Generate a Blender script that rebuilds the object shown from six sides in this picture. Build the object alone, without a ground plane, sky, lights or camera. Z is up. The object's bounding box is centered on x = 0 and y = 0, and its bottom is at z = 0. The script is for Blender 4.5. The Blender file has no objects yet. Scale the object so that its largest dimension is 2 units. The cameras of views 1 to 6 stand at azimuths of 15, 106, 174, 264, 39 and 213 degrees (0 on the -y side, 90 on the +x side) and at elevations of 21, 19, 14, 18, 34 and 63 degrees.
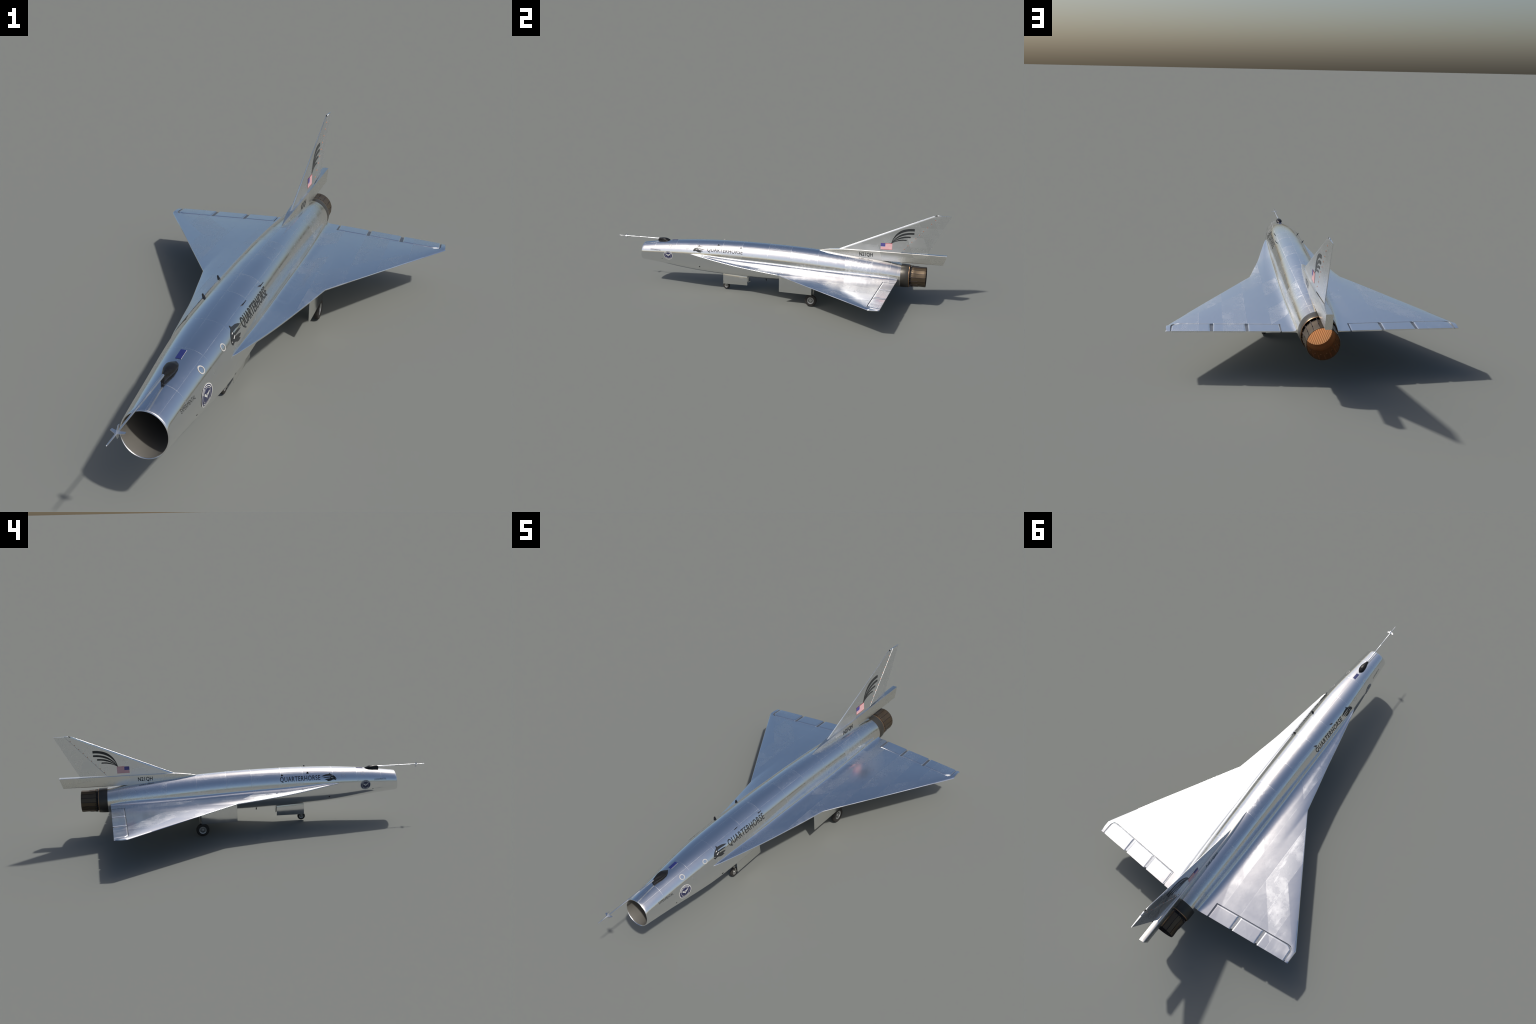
"""Silver delta-wing uncrewed jet aircraft: one blended fuselage/wing skin, parts built around it."""
import bpy, bmesh, math
import numpy as np
from mathutils import Vector, Matrix

rng = np.random.default_rng(7)

# ------------------------------------------------------------------ helpers
def spline(knots):
    """Monotone-ish cubic (Catmull-Rom / Hermite) interpolation through (x, value) knots."""
    k = np.array(sorted(knots), float)
    x, v = k[:, 0], k[:, 1]
    d = np.diff(v) / np.diff(x)
    m = np.zeros_like(v)
    m[0], m[-1] = d[0], d[-1]
    for i in range(1, len(x) - 1):
        m[i] = 0.0 if d[i - 1] * d[i] <= 0 else 2 * d[i - 1] * d[i] / (d[i - 1] + d[i])
    def g(t):
        t = np.clip(np.asarray(t, float), x[0], x[-1])
        i = np.clip(np.searchsorted(x, t) - 1, 0, len(x) - 2)
        h = x[i + 1] - x[i]
        s = (t - x[i]) / h
        return ((2 * s**3 - 3 * s**2 + 1) * v[i] + (s**3 - 2 * s**2 + s) * h * m[i]
                + (-2 * s**3 + 3 * s**2) * v[i + 1] + (s**3 - s**2) * h * m[i + 1])
    # a fine table makes the many scalar look-ups cheap
    N = 3000
    tab = g(np.linspace(x[0], x[-1], N + 1)).tolist()
    x0, k = float(x[0]), N / float(x[-1] - x[0])
    def f(t):
        u = (t - x0) * k
        if u <= 0:
            return tab[0]
        if u >= N:
            return tab[N]
        j = int(u)
        return tab[j] + (tab[j + 1] - tab[j]) * (u - j)
    return f

def link(obj, parent=None):
    bpy.context.scene.collection.objects.link(obj)
    if parent is not None:
        obj.parent = parent
    return obj

def mesh_object(name, verts, faces, mat, parent, smooth=True, angle=35):
    me = bpy.data.meshes.new(name)
    me.from_pydata([tuple(map(float, v)) for v in verts], [], [tuple(int(i) for i in f) for f in faces])
    bm = bmesh.new(); bm.from_mesh(me)
    bmesh.ops.remove_doubles(bm, verts=bm.verts, dist=1e-6)
    bmesh.ops.recalc_face_normals(bm, faces=bm.faces)
    bm.to_mesh(me); bm.free()
    return finish(name, me, mat, parent, smooth, angle)

def finish(name, me, mat, parent, smooth=True, angle=35):
    if smooth:
        me.polygons.foreach_set("use_smooth", [True] * len(me.polygons))
        me.set_sharp_from_angle(angle=math.radians(angle))
    me.materials.clear(); me.materials.append(mat)
    return link(bpy.data.objects.new(name, me), parent)

def grid_faces(nu, nv, close_v=False):
    f = []
    for i in range(nu - 1):
        for j in range(nv if close_v else nv - 1):
            k = (j + 1) % nv
            f.append((i * nv + j, i * nv + k, (i + 1) * nv + k, (i + 1) * nv + j))
    return f

def lathe(profile, n=64, centre=(0, 0), phase=0.0):
    """Revolve (y, r) points about the y axis through (x, z) = centre."""
    v = []
    for y, r in profile:
        for k in range(n):
            a = phase + 2 * math.pi * k / n
            v.append((centre[0] + r * math.cos(a), y, centre[1] + r * math.sin(a)))
    return v, grid_faces(len(profile), n, True)

def box(x0, x1, y0, y1, z0, z1):
    v = [(x, y, z) for x in (x0, x1) for y in (y0, y1) for z in (z0, z1)]
    return v, [(0, 1, 3, 2), (4, 6, 7, 5), (0, 4, 5, 1), (2, 3, 7, 6), (0, 2, 6, 4), (1, 5, 7, 3)]

def bevelled(obj, width, seg=2, angle=40):
    bm = bmesh.new(); bm.from_mesh(obj.data)
    es = [e for e in bm.edges if len(e.link_faces) == 2 and e.calc_face_angle(0) > math.radians(angle)]
    bmesh.ops.bevel(bm, geom=es, offset=width, segments=seg, profile=0.5, affect='EDGES', clamp_overlap=True)
    bm.to_mesh(obj.data); bm.free()
    me = obj.data
    me.polygons.foreach_set("use_smooth", [True] * len(me.polygons))
    me.set_sharp_from_angle(angle=math.radians(50))
    return obj

def rod(p, q, r0, r1=None, n=12):
    p, q = Vector(p), Vector(q)
    r1 = r0 if r1 is None else r1
    d = (q - p).normalized()
    a = d.orthogonal().normalized(); b = d.cross(a)
    v = []
    for c, r in ((p, r0), (q, r1)):
        for k in range(n):
            t = 2 * math.pi * k / n
            v.append(c + r * (math.cos(t) * a + math.sin(t) * b))
    f = grid_faces(2, n, True) + [tuple(range(n - 1, -1, -1)), tuple(range(n, 2 * n))]
    return [tuple(x) for x in v], f

def merge(*parts):
    V, F = [], []
    for v, f in parts:
        o = len(V); V += list(v); F += [tuple(i + o for i in q) for q in f]
    return V, F

# ------------------------------------------------------------------ materials
class Nodes:
    def __init__(self, name):
        self.mat = bpy.data.materials.new(name)
        self.mat.use_nodes = True
        self.t = self.mat.node_tree
        self.bsdf = self.t.nodes["Principled BSDF"]
        self.tc = self.t.nodes.new("ShaderNodeTexCoord")
        self.sep = None
    def n(self, typ, **kw):
        nd = self.t.nodes.new(typ)
        for k, v in kw.items():
            setattr(nd, k, v)
        return nd
    def l(self, a, b):
        self.t.links.new(a, b)
    def put(self, sock, val):
        if hasattr(val, "is_linked") or isinstance(val, bpy.types.NodeSocket):
            self.l(val, sock)
        else:
            sock.default_value = val
    def math(self, op, a, b=0.0, c=None):
        nd = self.n("ShaderNodeMath", operation=op)
        self.put(nd.inputs[0], a); self.put(nd.inputs[1], b)
        if c is not None:
            self.put(nd.inputs[2], c)
        return nd.outputs[0]
    def xyz(self):
        if self.sep is None:
            self.sep = self.n("ShaderNodeSeparateXYZ")
            self.l(self.tc.outputs["Object"], self.sep.inputs[0])
        return self.sep.outputs
    def noise(self, scale, detail=4, rough=0.55, stretch=(1, 1, 1)):
        mp = self.n("ShaderNodeMapping"); mp.inputs["Scale"].default_value = stretch
        self.l(self.tc.outputs["Object"], mp.inputs[0])
        nz = self.n("ShaderNodeTexNoise")
        nz.inputs["Scale"].default_value = scale
        nz.inputs["Detail"].default_value = detail
        nz.inputs["Roughness"].default_value = rough
        self.l(mp.outputs[0], nz.inputs["Vector"])
        return nz.outputs["Fac"]
    def remap(self, v, a, b, c, d):
        nd = self.n("ShaderNodeMapRange")
        self.put(nd.inputs[0], v)
        for i, x in enumerate((a, b, c, d)):
            nd.inputs[i + 1].default_value = x
        return nd.outputs[0]
    def mix(self, fac, a, b):
        nd = self.n("ShaderNodeMix", data_type='RGBA')
        self.put(nd.inputs[0], fac)
        for s, v in ((nd.inputs[6], a), (nd.inputs[7], b)):
            if isinstance(v, tuple):
                s.default_value = (*v, 1)
            else:
                self.l(v, s)
        return nd.outputs[2]
    def white(self, w):
        nd = self.n("ShaderNodeTexWhiteNoise", noise_dimensions='1D')
        self.put(nd.inputs["W"], w)
        return nd.outputs["Value"]
    def bump(self, h, strength, dist):
        nd = self.n("ShaderNodeBump")
        nd.inputs["Strength"].default_value = strength
        nd.inputs["Distance"].default_value = dist
        self.l(h, nd.inputs["Height"]); self.l(nd.outputs[0], self.bsdf.inputs["Normal"])

def simple(name, col, rough=0.5, metal=0.0, noise=0.12, scale=60.0, bump=0.0, coat=0.0):
    m = Nodes(name)
    f = m.noise(scale)
    a = tuple(max(0, c * (1 - noise)) for c in col); b = tuple(min(1, c * (1 + noise)) for c in col)
    m.l(m.mix(f, a, b), m.bsdf.inputs["Base Color"])
    m.l(m.remap(m.noise(scale * .4), .3, .7, max(0, rough - .06), rough + .06), m.bsdf.inputs["Roughness"])
    m.bsdf.inputs["Metallic"].default_value = metal
    if bump:
        m.bump(m.noise(scale * 4), bump, .001)
    return m.mat

SKIN = (.86, .865, .87)

def aluminium(name, kind):
    """Bare polished skin. kind: fuselage / wing / plain. Panels differ in polish only."""
    m = Nodes(name)
    s = m.xyz(); x, y, z = s[0], s[1], s[2]
    ax = m.math('ABSOLUTE', x)
    big = m.noise(14, 5, .6)
    fine = m.noise(170, 3, .6)
    streak = m.noise(40, 4, .6, (1, .25, 1))
    line = None
    if kind == "fuselage":
        cuts = (-.828, -.742, -.604, -.470, -.306, -.185, -.025, .11, .27, .43, .58, .685)
        cell = 0.0
        for c in cuts:
            g = m.math('GREATER_THAN', y, c)
            cell = g if isinstance(cell, float) else m.math('ADD', cell, g)
            ln = m.math('COMPARE', y, c, .0009)
            line = ln if line is None else m.math('MAXIMUM', line, ln)
        # rings show on the upper skin only
        # lengthwise seams: the spine of the fuselage and one at each shoulder
        dz = m.math('SUBTRACT', z, .2)
        ang = m.math('ARCTAN2', ax, dz)
        up = m.math('GREATER_THAN', z, .235)
        seam = m.math('MULTIPLY', m.math('COMPARE', ang, .50, .007), up)
        keel = m.math('MULTIPLY', m.math('COMPARE', x, 0, .0008), up)
        line = m.math('MAXIMUM', m.math('MULTIPLY', line, up), m.math('MAXIMUM', seam, keel))
        ring = m.math('FLOOR', m.math('MULTIPLY', m.math('ADD', ang, .55), .95))
        side = m.math('GREATER_THAN', x, 0)
        pid = m.math('ADD', m.math('MULTIPLY', cell, 7.31), m.math('ADD', m.math('MULTIPLY', ring, 3.17), m.math('MULTIPLY', side, 1.7)))
    elif kind == "wing":
        # swept spanwise strips crossed by panels parallel to the leading edge
        u = m.math('FLOOR', m.math('DIVIDE', m.math('ADD', ax, .02), .085))
        v = m.math('FLOOR', m.math('DIVIDE', m.math('SUBTRACT', y, m.math('MULTIPLY', ax, 1.25)), .155))
        up = m.math('GREATER_THAN', z, m.math('SUBTRACT', .19, m.math('MULTIPLY', ax, .05)))
        fu = m.math('FRACT', m.math('DIVIDE', m.math('ADD', ax, .02), .085))
        line = m.math('LESS_THAN', fu, .016)
        line = m.math('MULTIPLY', line, m.math('GREATER_THAN', ax, .15))
        side = m.math('GREATER_THAN', x, 0)
        pid = m.math('ADD', m.math('MULTIPLY', u, 5.3), m.math('ADD', m.math('MULTIPLY', v, 2.9), m.math('MULTIPLY', side, 11.7)))
    else:
        pid = m.math('FLOOR', m.math('MULTIPLY', m.math('ADD', y, m.math('MULTIPLY', z, .35)), 11.0))
        v = m.math('FLOOR', m.math('MULTIPLY', z, 17.0))
        pid = m.math('ADD', m.math('MULTIPLY', pid, 3.7), v)
    w = m.white(pid)
    lo, hi = {"fuselage": (.085, .19), "wing": (.165, .265), "plain": (.22, .32)}[kind]
    r = m.remap(w, 0, 1, lo, hi)
    # worn, hazy areas inside panels
    haze = m.remap(big, .50, .72, 0, .09)
    scr = m.remap(streak, .56, .72, 0, .10)
    r = m.math('ADD', r, m.math('ADD', m.math('MULTIPLY', haze, m.remap(w, 0, 1, .3, 1)), m.math('MULTIPLY', scr, w if kind != 'plain' else 0.02)))
    if kind == "fuselage":
        r = m.math('MULTIPLY', r, m.remap(y, -.55, -.2, .8, 1.1))
        # handled, dulled metal towards the tail
        r = m.math('ADD', r, m.math('MULTIPLY', m.remap(y, -.15, .2, .15, 1), m.remap(m.noise(70, 5, .65), .44, .66, 0, .10)))
    grain = m.noise(420, 2, .6)
    r = m.math('ADD', r, m.remap(fine, .3, .7, -.012, .012))
    r = m.math('ADD', r, m.math('MULTIPLY', m.remap(grain, .45, .75, 0, .03 if kind != 'plain' else .01), m.remap(w, 0, 1, .35, 1)))
    if line is not None:
        worn = m.math('MULTIPLY', line, m.remap(streak, .3, .65, .45, 1))
        r = m.math('ADD', r, m.math('MULTIPLY', worn, .20 if kind == 'fuselage' else .07))
    m.l(r, m.bsdf.inputs["Roughness"])
    dirt = m.remap(m.noise(90, 6, .65), .60, .74, 0, .35)
    col = m.mix(dirt, SKIN, tuple(c * .88 for c in SKIN))
    col = m.mix(m.remap(w, 0, 1, 0, .5), col, tuple(c * .96 for c in SKIN))
    if kind == "fuselage":     # heat-tanned metal ahead of the engine
        heat = m.math('MULTIPLY', m.remap(y, .56, .73, 0, 1), m.remap(big, .35, .6, .6, 1))
        col = m.mix(heat, col, (.82, .77, .69))
    m.l(col, m.bsdf.inputs["Base Color"])
    m.bsdf.inputs["Metallic"].default_value = 1.0
    h = m.math('ADD', m.math('MULTIPLY', big, .6), m.math('MULTIPLY', fine, .015))
    m.bump(h, .10 if kind != 'plain' else .03, .004)
    return m.mat

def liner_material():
    """Heat-stained liner, faintly glowing: ridge light and groove shade painted as colour stripes."""
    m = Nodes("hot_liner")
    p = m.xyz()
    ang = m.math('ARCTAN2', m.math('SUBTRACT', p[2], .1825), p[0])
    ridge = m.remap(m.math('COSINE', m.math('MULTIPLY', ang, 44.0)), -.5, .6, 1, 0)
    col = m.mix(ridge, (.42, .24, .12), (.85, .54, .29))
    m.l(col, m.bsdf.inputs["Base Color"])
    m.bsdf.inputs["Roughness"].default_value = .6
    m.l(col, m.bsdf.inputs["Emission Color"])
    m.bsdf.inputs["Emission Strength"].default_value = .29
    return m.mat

M_FUS = aluminium("polished_skin", "fuselage")
M_WING = aluminium("wing_skin", "wing")
M_PLAIN = aluminium("tail_skin", "plain")
SKIN = (.80, .78, .73)
M_SPINE = aluminium("spine_skin", "plain")
M_LIP = simple("lip_metal", (.82, .82, .82), .24, 1.0, .05)
M_DUCT = simple("duct_paint", (.125, .12, .108), .5, 0.0, .08, 20)
M_BLACK = simple("black_composite", (.010, .010, .011), .30)
M_BLACK.node_tree.nodes["Principled BSDF"].inputs["Specular IOR Level"].default_value = .25
M_INK = simple("dark_ink", (.022, .024, .026), .30)
M_WHITE = simple("white_ink", (.62, .62, .60), .35)
M_BONE = simple("ring_ink", (.46, .45, .43), .4)
M_NAVY = simple("navy_ink", (.028, .03, .085), .3)
M_BLUE = simple("blue_patch", (.018, .024, .12), .35)
M_RED = simple("flag_red", (.55, .06, .09), .4)
M_FLAGW = simple("flag_white", (.72, .68, .68), .4)
M_FLAGB = simple("flag_blue", (.05, .045, .24), .4)
M_ORANGE = simple("orange_primer", (.42, .13, .05), .5)
M_RUBBER = simple("rubber", (.024, .021, .019), .75, 0, .25, 40)
M_RIM = simple("cast_rim", (.50, .50, .49), .38, .7, .1)
M_HOLE = simple("dark_recess", (.010, .010, .010), .8)
M_STRUT = simple("gear_steel", (.45, .44, .42), .3, .9, .1)  # grey lowered to carry the under-wing shade on the legs
M_DOOR = simple("door_skin", (.82, .82, .81), .17, 1.0, .05, 120)
M_SHROUD = simple("shroud_titanium", (.066, .061, .052), .42, .55, .12, 30)
M_PETAL = None

def petal_material():
    m = Nodes("burnt_petal")
    f = m.noise(30, 4, .6, (1, .15, 1))
    col = m.mix(f, (.085, .063, .041), (.135, .100, .064))
    m.l(col, m.bsdf.inputs["Base Color"])
    m.l(m.remap(f, .3, .7, .40, .52), m.bsdf.inputs["Roughness"])
    m.bsdf.inputs["Metallic"].default_value = .75
    return m.mat
M_PETAL = petal_material()
M_SEAL = simple("petal_seal", (.045, .034, .034), .45, .6)
M_INNER = simple("dark_inner_petal", (.010, .007, .005), .55, .2, .25, 30)  # near-black base for the flaps inside the nozzle
M_BRONZE = simple("bronze_ring", (.33, .20, .11), .35, .8)
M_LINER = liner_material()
M_WEB = simple("slot_web", (.20, .21, .23), .4, .8)  # darkened metal draws the shadow lines in the elevon gaps
M_FLAP = simple("flap_seam_metal", (.10, .055, .028), .45, .5)

# ------------------------------------------------------------------ shape rules
A = spline([(-.835, .0545), (-.78, .0590), (-.72, .0635), (-.66, .0685), (-.60, .0735), (-.54, .078), (-.48, .0815),
            (-.42, .0825), (-.30, .0825), (-.10, .0822), (.10, .082), (.30, .0805), (.50, .077), (.74, .0672)])
TOP = spline([(-.835, .2588), (-.78, .2668), (-.72, .2746), (-.66, .2820), (-.60, .2883), (-.54, .2935), (-.48, .2977), (-.42, .3010),
              (-.36, .3034), (-.30, .3050), (-.20, .3064), (-.10, .3064), (0, .3049), (.10, .3024), (.20, .2982), (.30, .2922),
              (.42, .283), (.54, .2722), (.66, .2605), (.74, .2492)])
BOT = spline([(-.835, .1500), (-.78, .1450), (-.72, .1390), (-.66, .1325), (-.60, .1258), (-.54, .1195), (-.48, .1138), (-.42, .1090),
              (-.36, .1055), (-.30, .1025), (-.20, .0985), (-.10, .0960), (0, .0945), (.15, .0945), (.30, .0965), (.50, .1045), (.74, .1155)])
CEN = spline([(-.835, .2044), (-.60, .206), (-.42, .2085), (-.25, .2095), (0, .2070), (.25, .2015), (.50, .1915), (.74, .1823)])
NUP = spline([(-.842, 2.0), (-.70, 2.15), (-.50, 2.35), (-.10, 2.3), (.30, 2.15), (.74, 2.0)])
NDN = spline([(-.842, 2.0), (-.70, 2.25), (-.50, 2.6), (.20, 2.6), (.50, 2.3), (.74, 2.0)])

LEX_Y = -.503
TIP_X, TIP_Y = .520, .6255
LE_X = spline([(LEX_Y, .0790), (-.48, .0875), (-.42, .1010), (-.36, .1122), (-.30, .1232), (-.24, .1337), (-.18, .1446),
               (-.12, .1568), (-.06, .1696), (0, .1817), (.063, .1948)])
LE_Z = spline([(LEX_Y, .228), (-.48, .2265), (-.42, .2205), (-.36, .2130), (-.30, .2065), (-.24, .2005), (-.18, .1957),
               (-.12, .1928), (-.06, .1905), (0, .1885), (.066, .1868), (TIP_Y, .1635)])

def le_x(y):
    if y < .063:
        return float(LE_X(y))
    return .1948 + (y - .063) * (TIP_X - .1948) / (TIP_Y - .063)
_yy = np.linspace(LEX_Y, TIP_Y, 400)
_xx = np.array([le_x(v) for v in _yy])
le_y = spline([(a_, b_) for a_, b_ in zip(_xx[::4], _yy[::4])] + [(TIP_X, TIP_Y)])
def te_y(x):
    return .7332 - .090 * x
def te_z(x):
    return .1712 - .0175 * max(0, x - .11)
HINGE = lambda x: .652 - .0975 * (x - .121)

ROOT_Z = spline([(LEX_Y, .228), (-.42, .2230), (-.30, .2120), (-.18, .2025), (-.06, .1960), (.066, .1892), (.30, .1800), (.60, .1742), (.734, .1712)])
def wing_mid_t(x, y):
    """Mid-surface height and half thickness of the wing at plan position (x, y)."""
    y0, y1 = le_y(min(x, TIP_X)), te_y(x)
    c = max(y1 - y0, .03)
    q = min(max((y - y0) / c, 0), 1)
    xe = min(le_x(y), TIP_X) if y < TIP_Y else TIP_X
    zr = float(ROOT_Z(y))
    ze = float(LE_Z(y)) if y < TIP_Y else te_z(TIP_X)
    zm = zr + (ze - zr) * min(1, max(0, (x - .09) / max(xe - .09, .004)))
    tmax = .0032 + .0070 * min(1, max(0, (TIP_X - x) / .40))
    prof = 1 - abs(2 * q - .96) ** 2.2 if q < .48 else 1 - (abs(q - .48) / .52) ** 1.8
    prof = max(prof, 0)
    return zm, .0016 + tmax * prof * .9

def skew(s):
    return .090 * min(1, max(0, (s - .10) / .35))
def plan_y(s, x):
    return s - skew(s) * max(0, x - .067)
S_END = te_y(.067)

def edge_x(s):
    """Outer edge of the wing on station s: the leading edge, then the tip chord."""
    x = .1
    lo, hi = .07, TIP_X
    for _ in range(50):
        mid = (lo + hi) / 2
        if le_x(plan_y(s, mid)) > mid and plan_y(s, mid) < TIP_Y:
            lo = mid
        elif plan_y(s, mid) >= TIP_Y:
            lo = mid
        else:
            hi = mid
    return min((lo + hi) / 2, TIP_X - .002 * max(0, (s - .673) / .057))

NF, NB, NW, NBL, NFL = 30, 12, 34, 8, 24

def resample(P, n):
    P = np.asarray(P)
    d = np.r_[0, np.cumsum(np.linalg.norm(np.diff(P, axis=0), axis=1))]
    t = np.linspace(0, d[-1], n)
    return np.stack([np.interp(t, d, P[:, 0]), np.interp(t, d, P[:, 1])], 1)

def cut_at(P, dist):
    """Split polyline P so that its last `dist` of arc length is removed."""
    d = np.r_[0, np.cumsum(np.linalg.norm(np.diff(P, axis=0), axis=1))]
    t = max(d[-1] - dist, d[-1] * .1)
    k = d < t
    e = np.array([np.interp(t, d, P[:, 0]), np.interp(t, d, P[:, 1])])
    return np.vstack([P[k], e])

FILLET_UP = spline([(-.503, .001), (-.45, .004), (-.36, .007), (-.20, .012), (0, .0165), (.3, .0215), (.55, .0245), (.66, .022), (.73, .013)])
FILLET_K = spline([(-.503, 3.0), (-.02, 3.0), (.22, 2.1), (.50, 1.7), (.73, 1.7)])
FILLET_DN = spline([(-.503, .001), (-.40, .004), (-.2, .008), (0, .012), (.6, .016), (.73, .006)])

def half_section(s):
    """Points of one half station from the crown, round the wing edge, to the keel: array of (x, z)."""
    a, c = float(A(s)), float(CEN(s))
    bu, bd = float(TOP(s)) - c, c - float(BOT(s))
    nu, nd = float(NUP(s)), float(NDN(s))
    th = np.linspace(math.pi / 2, 0, 700)
    U = np.stack([a * np.cos(th) ** (2 / nu), c + bu * np.sin(th) ** (2 / nu)], 1)
    th = np.linspace(0, math.pi / 2, 700)
    D = np.stack([a * np.cos(th) ** (2 / nd), c - bd * np.sin(th) ** (2 / nd)], 1)
    ring = np.vstack([U, D[1:]])
    if s < LEX_Y:
        # bare tube: the wing strip is a sliver of the side
        zl = .228 - .012 * min(1, (LEX_Y - s) / .34)
        k = int(np.argmin(np.abs(U[:, 1] - zl)))
        d = np.r_[0, np.cumsum(np.linalg.norm(np.diff(ring, axis=0), axis=1))]
        tu = np.r_[np.linspace(0, d[k] - .003, NF), np.linspace(d[k] - .003, d[k], NB + NW + 1)[1:]]
        tl = np.r_[np.linspace(d[k], d[k] + .003, NW + NBL + 1)[1:], np.linspace(d[k] + .003, d[-1], NFL)[1:]]
        t = np.r_[tu, tl]
        return np.stack([np.interp(t, d, ring[:, 0]), np.interp(t, d, ring[:, 1])], 1)
    xe = edge_x(s)
    ye = plan_y(s, xe)
    on_le = ye < TIP_Y - .0005
    ze = float(LE_Z(ye)) if on_le else wing_mid_t(xe, ye)[0]
    def wz(x, sgn):
        m_, t_ = wing_mid_t(x, plan_y(s, x))
        # the rim rounds off over the last 2.5 mm
        g = min(1, max(0, (xe - x) / .0025))
        return m_ + sgn * t_ * math.sqrt(max(0, 1 - (1 - g) ** 2))
    # upper corner
    iu = next((i for i in range(len(ring)) if ring[i, 1] <= wz(min(ring[i, 0], xe), 1)), len(U) - 1)
    il = next((i for i in range(len(ring) - 1, -1, -1) if ring[i, 1] >= wz(min(ring[i, 0], xe), -1)), len(U))
    cu, cl = ring[iu], ring[il]
    def wing_line(x0, sgn):
        f = np.linspace(0, 1, 160)
        f = 1 - (1 - f) ** 1.6
        xs = x0 + (xe - x0) * f
        return np.array([(x, wz(x, sgn)) for x in xs])
    WU, WL = wing_line(cu[0], 1), wing_line(cl[0], -1)
    WU[-1] = WL[-1] = (xe, ze)
    span = max(xe - cu[0], .0008)
    def corner(F, W, d):
        d1 = min(FILLET_K(s) * d, .65 * span)
        Fc = cut_at(F, min(d, span * 1.2))
        Wr = cut_at(W[::-1], d1)[::-1]
        p, r = Fc[-1], Wr[0]
        q = F[-1]
        t = np.linspace(0, 1, 40)[:, None]
        return Fc, (1 - t) ** 2 * p + 2 * t * (1 - t) * q + t ** 2 * r, Wr
    Fu, Bu, Wu = corner(ring[:iu + 1], WU, float(FILLET_UP(s)))
    Fl, Bl, Wl = corner(ring[il:][::-1], WL, float(FILLET_DN(s)))
    def rim(W):      # denser towards the rim
        d = np.r_[0, np.cumsum(np.linalg.norm(np.diff(W, axis=0), axis=1))]
        f = np.linspace(0, 1, NW + 1)
        f = .35 * f + .65 * (1 - (1 - f) ** 2.6)
        return np.stack([np.interp(f * d[-1], d, W[:, 0]), np.interp(f * d[-1], d, W[:, 1])], 1)
    up = np.vstack([resample(Fu, NF), resample(Bu, NB + 1)[1:], rim(Wu)[1:]])
    lo = np.vstack([rim(Wl)[::-1][1:], resample(Bl, NBL + 1)[::-1][1:], resample(Fl, NFL)[::-1][1:]])
    return np.vstack([up, lo])

def stations():
    s = list(np.linspace(-.8295, LEX_Y - .004, 36)) + [LEX_Y - .0015]
    s += list(LEX_Y + np.array([.0005, .002, .005, .009, .014, .020, .027]))
    s += list(np.linspace(LEX_Y + .036, .058, 50)) + [.064, .068, .073]
    s += list(np.linspace(.082, .66, 58))
    s += list(np.linspace(.665, S_END - .004, 16)) + [S_END]
    return s

def side_x(y, z):
    """Outer half-width of the bare tube at height z."""
    a, c = float(A(y)), float(CEN(y))
    if z >= c:
        b, n = float(TOP(y)) - c, float(NUP(y))
    else:
        b, n = c - float(BOT(y)), float(NDN(y))
    q = min(1, abs(z - c) / b)
    return a * max(0, 1 - q ** n) ** (1 / n)

def top_z(y, x):
    a, c = float(A(y)), float(CEN(y))
    n = float(NUP(y))
    return c + (float(TOP(y)) - c) * max(0, 1 - (abs(x) / a) ** n) ** (1 / n)

# ------------------------------------------------------------------ root
aircraft = link(bpy.data.objects.new("jet_aircraft", None))
aircraft.empty_display_size = .2
aircraft["label"] = "polished silver delta-wing jet with open nose inlet"
aircraft["category"] = "aircraft"

# ------------------------------------------------------------------ blended skin
def rake(x, y, z):
    """The inlet face leans back a little at the top."""
    return (x, y + .085 * (z - .2044) * min(1, max(0, (-.75 - y) / .08)), z)

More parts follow.
